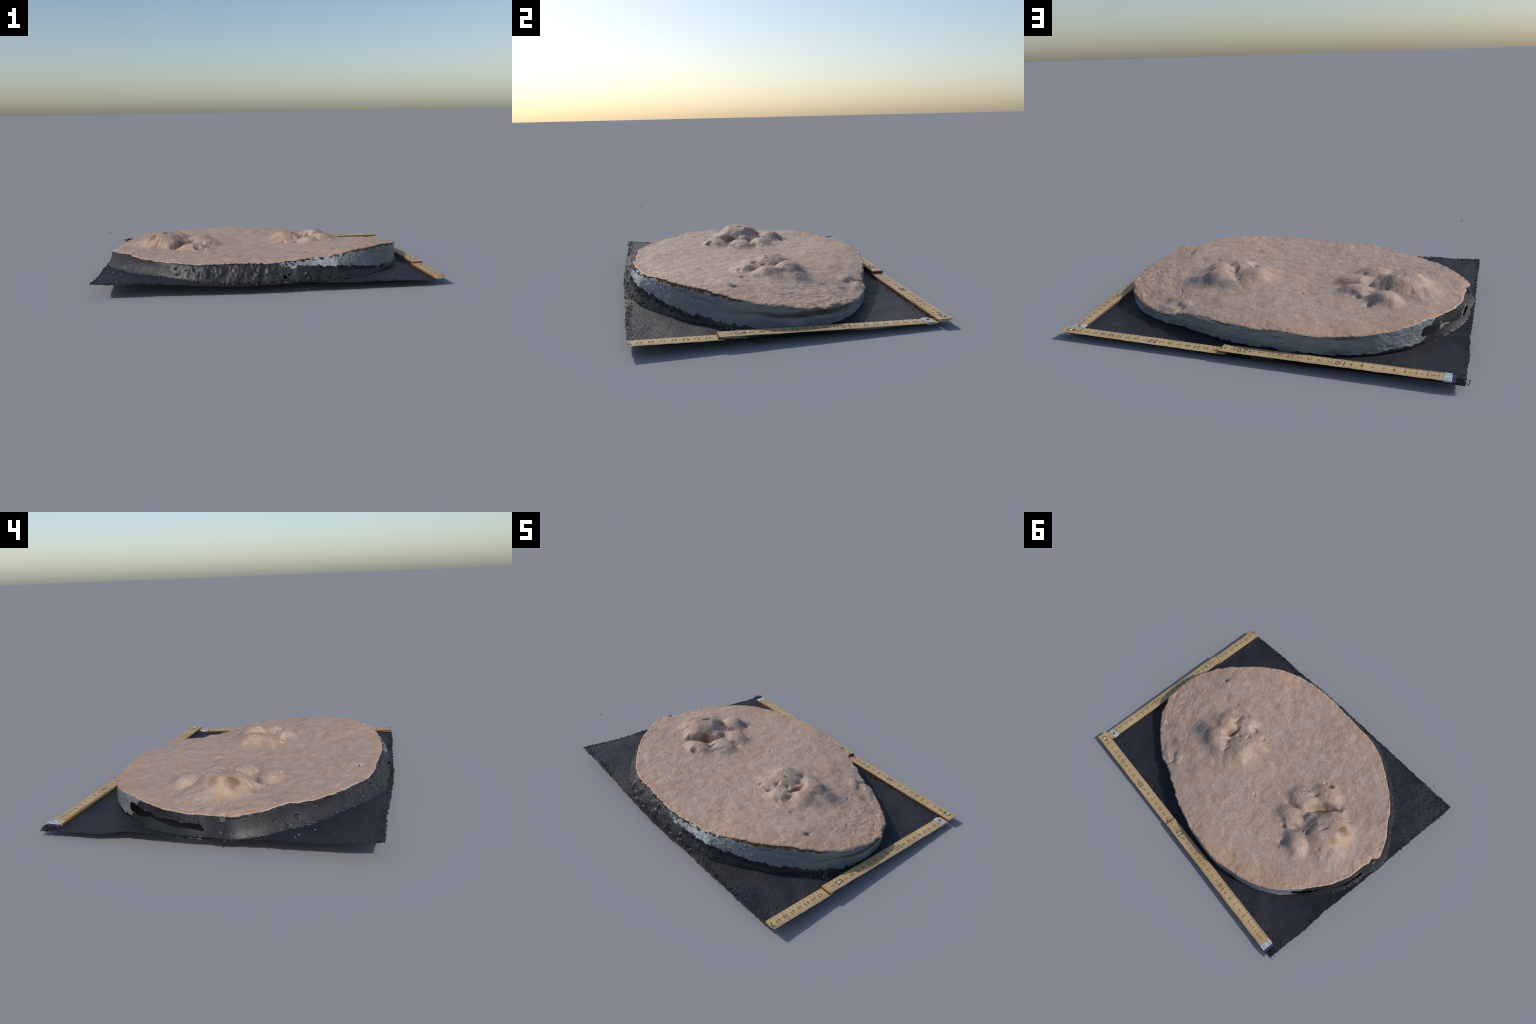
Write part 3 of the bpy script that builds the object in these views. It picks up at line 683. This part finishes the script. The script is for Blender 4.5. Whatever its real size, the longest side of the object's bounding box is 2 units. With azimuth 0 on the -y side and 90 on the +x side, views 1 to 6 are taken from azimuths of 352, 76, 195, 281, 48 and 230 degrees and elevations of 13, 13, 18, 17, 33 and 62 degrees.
# ------------------------------------------------------------------ folding ruler
ruler = empty("folding_ruler", (0, 0, 0), "yellow wooden folding ruler bent into a corner", "ruler")
CM = 0.0447
WID = 0.0655
THICK = 0.0125
class Segment:
    """one stick: axis from p0 to p1 (centre line of its upper face), numbered c0..c1 centimetres"""
    def __init__(self, p0, p1, up, c0, c1):
        self.p0, self.p1, self.c0, self.c1 = np.array(p0), np.array(p1), c0, c1
        d = self.p1 - self.p0
        self.t = d / np.linalg.norm(d)
        self.out = np.array(up) - self.t * np.dot(up, self.t)
        self.out /= np.linalg.norm(self.out)
        self.nrm = np.cross(self.t, self.out)
    def at(self, cm, w, h=0.0):
        """cm along, w across (-0.5 inner .. 0.5 outer), h above the face"""
        cm, w, h = np.broadcast_arrays(np.asarray(cm, float), np.asarray(w, float), np.asarray(h, float))
        k = (cm - self.c0) / (self.c1 - self.c0)
        return self.p0 + k[..., None] * (self.p1 - self.p0) + (w * WID)[..., None] * self.out + h[..., None] * self.nrm

SEGS = [
    Segment((-0.829, 0.7240, 0.0465), (0.160, 0.6450, 0.0440), (0, 1, 0), 0.0, 22.3),
    Segment((0.1377, 0.6472, 0.0295), (0.9965, 0.5810, 0.0360), (0, 1, 0), 21.8, 41.0),
    Segment((0.9630, 0.5480, 0.0215), (0.9280, -0.3990, 0.0530), (1, 0, 0), 40.9, 62.0),
    Segment((0.9289, -0.3780, 0.0400), (0.9150, -0.7560, 0.0520), (1, 0, 0), 61.6, 70.0),
]
ruler_parts = []
for k, sg in enumerate(SEGS):
    n = 160
    cm = np.linspace(sg.c0, sg.c1, n)
    sec = [(-0.5, -THICK), (-0.5, -0.0012), (-0.48, 0.0), (0.0, 0.0005), (0.47, 0.0), (0.5, -0.0012), (0.47, -0.0030), (0.05, -THICK)]
    rows = []
    for w, h in sec:
        wob = 0.012 * noise(cm * 1.7, 3 * k, 0, 101) + 0.010 * noise(cm * 6, 3 * k, 0, 102) if w > 0.4 else 0.004 * noise(cm * 2, 3 * k, 0, 103)
        rows.append(sg.at(cm, w + wob, h + (0.0007 * noise(cm * 1.2, w * 3, k, 104))))
    P = np.array(rows)
    m = len(sec)
    i, j = np.meshgrid(np.arange(m), np.arange(n - 1), indexing="ij")
    f = np.stack([i * n + j, i * n + j + 1, ((i + 1) % m) * n + j + 1, ((i + 1) % m) * n + j], -1).reshape(-1, 4)
    caps = [[0 * n, 1 * n, 4 * n, 7 * n], [1 * n, 2 * n, 3 * n, 4 * n], [4 * n, 5 * n, 6 * n, 7 * n]]
    caps += [[q + n - 1 for q in reversed(cp)] for cp in caps]
    f = np.vstack([f, caps])
    ob = new_mesh("ruler_stick", P.reshape(-1, 3), f, M_WOOD, ruler, True)
    ob.data.materials.append(M_SIDE)
    idx = np.zeros(len(ob.data.polygons), np.int32)
    idx[: n - 1] = 1            # the narrow inner side
    ob.data.polygons.foreach_set("material_index", idx)
    ob.data.set_sharp_from_angle(angle=math.radians(35))
    ruler_parts.append(ob)

# printed scale
def ticks(sg, parent, lo, hi):
    vs, fs = [], []
    def bar(cm, w0, w1, wd):
        q = sg.at(np.array([cm - wd, cm + wd, cm + wd, cm - wd]), np.array([w0, w0, w1, w1]), 0.0011)
        q2 = sg.at(np.array([cm - wd, cm + wd, cm + wd, cm - wd]), np.array([w0, w0, w1, w1]), 0.0002)
        b0 = 8 * len(vs)
        vs.append(np.vstack([q2, q]))
        fs.extend([[b0 + 4, b0 + 5, b0 + 6, b0 + 7], [b0, b0 + 1, b0 + 5, b0 + 4], [b0 + 1, b0 + 2, b0 + 6, b0 + 5], [b0 + 2, b0 + 3, b0 + 7, b0 + 6], [b0 + 3, b0, b0 + 4, b0 + 7]])
    mm = np.arange(math.ceil(lo * 10), math.floor(hi * 10) + 1)
    for q in mm:
        if q % 100 == 0:
            bar(q / 10, -0.47, 0.18, 0.017)
        elif q % 10 == 0:
            bar(q / 10, -0.47, -0.22, 0.017)
        elif q % 5 == 0:
            bar(q / 10, -0.47, -0.32, 0.014)
        elif q < 105:
            bar(q / 10, -0.47, -0.39, 0.010)
    ob = new_mesh("scale_tick", np.vstack(vs), fs, M_INK, parent, False)
    ob["kind"] = "stuff"

def figure(txt, sg, parent, cm, w, size, spread=1.0, name="numeral"):
    cu = bpy.data.curves.new("tmp_text", "FONT")
    cu.body, cu.align_x, cu.align_y, cu.size = txt, "CENTER", "CENTER", size
    cu.space_character = spread
    cu.resolution_u = 3
    cu.offset = 0.0
    tmp = bpy.data.objects.new("tmp_text", cu)
    bpy.context.scene.collection.objects.link(tmp)
    dg = bpy.context.evaluated_depsgraph_get()
    me = bpy.data.meshes.new_from_object(tmp.evaluated_get(dg))
    bpy.data.objects.remove(tmp)
    bpy.data.curves.remove(cu)
    co = np.zeros(len(me.vertices) * 3, np.float32)
    me.vertices.foreach_get("co", co)
    co = co.reshape(-1, 3)
    P = sg.at(cm + co[:, 0] / CM, w + co[:, 1] / WID, 0.0012)
    # text reads along the stick; its tops point to the outer side
    me.vertices.foreach_set("co", P.astype(np.float32).ravel())
    me.materials.clear()
    me.materials.append(M_INK)
    me.name = name
    ob = bpy.data.objects.new(name, me)
    bpy.context.scene.collection.objects.link(ob)
    ob.parent = parent

SPANS = [(0.9, 22.0), (22.6, 40.0), (42.0, 61.9), (62.3, 69.9)]
for sg, ob, (lo, hi) in zip(SEGS, ruler_parts, SPANS):
    ticks(sg, ob, lo, hi)
    for q in range(math.ceil(lo), math.floor(hi) + 1):
        if q % 10 == 0:
            figure(str(q), sg, ob, q, 0.02, 0.043, 1.35)
        elif q % 5 == 0:
            figure(str(q), sg, ob, q, 0.02, 0.028, 1.25)
        else:
            figure(str(q), sg, ob, q, 0.02, 0.023, 1.2)
figure("7", SEGS[3], ruler_parts[3], 69.85, 0.02, 0.046)
for q, txt in ((1.5, "mm"), (2.5, "m"), (3.5, "mm")):
    figure(txt, SEGS[0], ruler_parts[0], q, 0.06, 0.013, 1.0, "unit_mark")
for q in np.arange(4.6, 14.0, 0.55):
    figure("mm" if int(q * 7) % 3 else "ii", SEGS[0], ruler_parts[0], q, 0.40, 0.007, 1.0, "unit_mark")

# hardware
def plate(name, sg, c0, c1, w0, w1, h0, h1, mat, parent, bevel=0.0012):
    cs, ws, hs = (c0, c1), (w0, w1), (h0, h1)
    P = [sg.at(cs[i], ws[j], hs[k]) for k in (0, 1) for i, j in ((0, 0), (1, 0), (1, 1), (0, 1))]
    ob = new_mesh(name, np.array(P), [(0, 3, 2, 1), (4, 5, 6, 7), (0, 1, 5, 4), (1, 2, 6, 5), (2, 3, 7, 6), (3, 0, 4, 7)], mat, parent, False)
    bv = ob.modifiers.new("round", "BEVEL")
    bv.width, bv.segments = bevel, 2
    return ob

def dome(name, p, nrm_seg, rad, hgt, mat, parent):
    u, w = np.meshgrid(np.linspace(0, TAU, 24, endpoint=False), np.linspace(0.01, math.pi / 2, 8), indexing="ij")
    loc = np.stack([np.cos(u) * np.sin(w) * rad, np.sin(u) * np.sin(w) * rad, np.cos(w) * hgt], -1).reshape(-1, 3)
    P = p + loc[:, :1] * nrm_seg.t + loc[:, 1:2] * nrm_seg.out + loc[:, 2:] * nrm_seg.nrm
    i, j = np.meshgrid(np.arange(24), np.arange(7), indexing="ij")
    f = np.stack([i * 8 + j, i * 8 + j + 1, ((i + 1) % 24) * 8 + j + 1, ((i + 1) % 24) * 8 + j], -1).reshape(-1, 4)
    new_mesh(name, P, f, mat, parent)

s1, s2, s3, s4 = SEGS
plate("end_cap", s1, -0.12, 0.62, -0.47, 0.52, -0.006, 0.0022, M_METAL, ruler_parts[0])
plate("painted_end", s1, -0.45, -0.13, -0.45, 0.50, -0.014, -0.003, M_BLUE, ruler_parts[0])
plate("red_tip", s1, 22.31, 22.37, -0.48, 0.44, -0.012, -0.001, M_RED, ruler_parts[0], 0.0005)
plate("red_tip", s3, 62.01, 62.09, -0.48, 0.46, -0.012, -0.001, M_RED, ruler_parts[2], 0.0005)
plate("hinge_bracket", s3, 41.25, 42.05, -0.56, 0.44, -0.008, 0.0030, M_METAL, ruler_parts[2])
dome("rivet", s1.at(20.0, 0.06, 0.0006), s1, 0.0080, 0.0035, M_METAL, ruler_parts[0])
dome("rivet", s2.at(40.15, 0.10, 0.0006), s2, 0.0085, 0.0045, M_METAL, ruler_parts[1])
dome("rivet", s3.at(60.0, 0.05, 0.0006), s3, 0.0090, 0.0050, M_METAL, ruler_parts[2])
dome("rivet", s3.at(41.6, -0.12, 0.0030), s3, 0.0080, 0.0030, M_STONE, ruler_parts[2])

# splinters of the lower sticks that hang down outside
def splinter(x0, x1, y0, y1, zt, zb, mat):
    n = 14
    t = np.linspace(0, 1, n)
    top = np.stack([x0 + (x1 - x0) * t, y0 + (y1 - y0) * t, np.full(n, zt)], -1)
    bot = top.copy()
    bot[:, 2] = zb + (zt - zb) * 0.35 * (0.5 + 0.5 * noise(t * 5, x0 * 9, 0, 111)) * sstep(0.0, 0.25, t)
    bot[0, 2] = zb
    dirn = np.array([y1 - y0, -(x1 - x0), 0.0])
    dirn = dirn / np.linalg.norm(dirn) * 0.004
    P = np.vstack([top, bot, top + dirn, bot + dirn])
    f = []
    for q in range(n - 1):
        f += [(q, q + 1, n + q + 1, n + q), (2 * n + q + 1, 2 * n + q, 3 * n + q, 3 * n + q + 1), (n + q, n + q + 1, 3 * n + q + 1, 3 * n + q), (q + 1, q, 2 * n + q, 2 * n + q + 1)]
    f += [(0, n, 3 * n, 2 * n), (n - 1, 3 * n - 1, 4 * n - 1, 2 * n - 1)]
    new_mesh("wood_splinter", P, f, mat, ruler, False)
M_SPL = plain("dark_splinter", (0.040, 0.026, 0.014), 0.8, 0, 0.5, 60)
splinter(0.016, -0.030, 0.662, 0.666, 0.034, 0.0, M_SPL)
splinter(-0.031, -0.092, 0.666, 0.671, 0.030, 0.010, M_SPL)
splinter(0.160, 0.190, 0.660, 0.658, 0.031, 0.017, M_SPL)
splinter(0.944, 0.946, -0.245, -0.190, 0.024, 0.006, M_SPL)
splinter(0.942, 0.943, -0.390, -0.350, 0.030, 0.016, M_SPL)
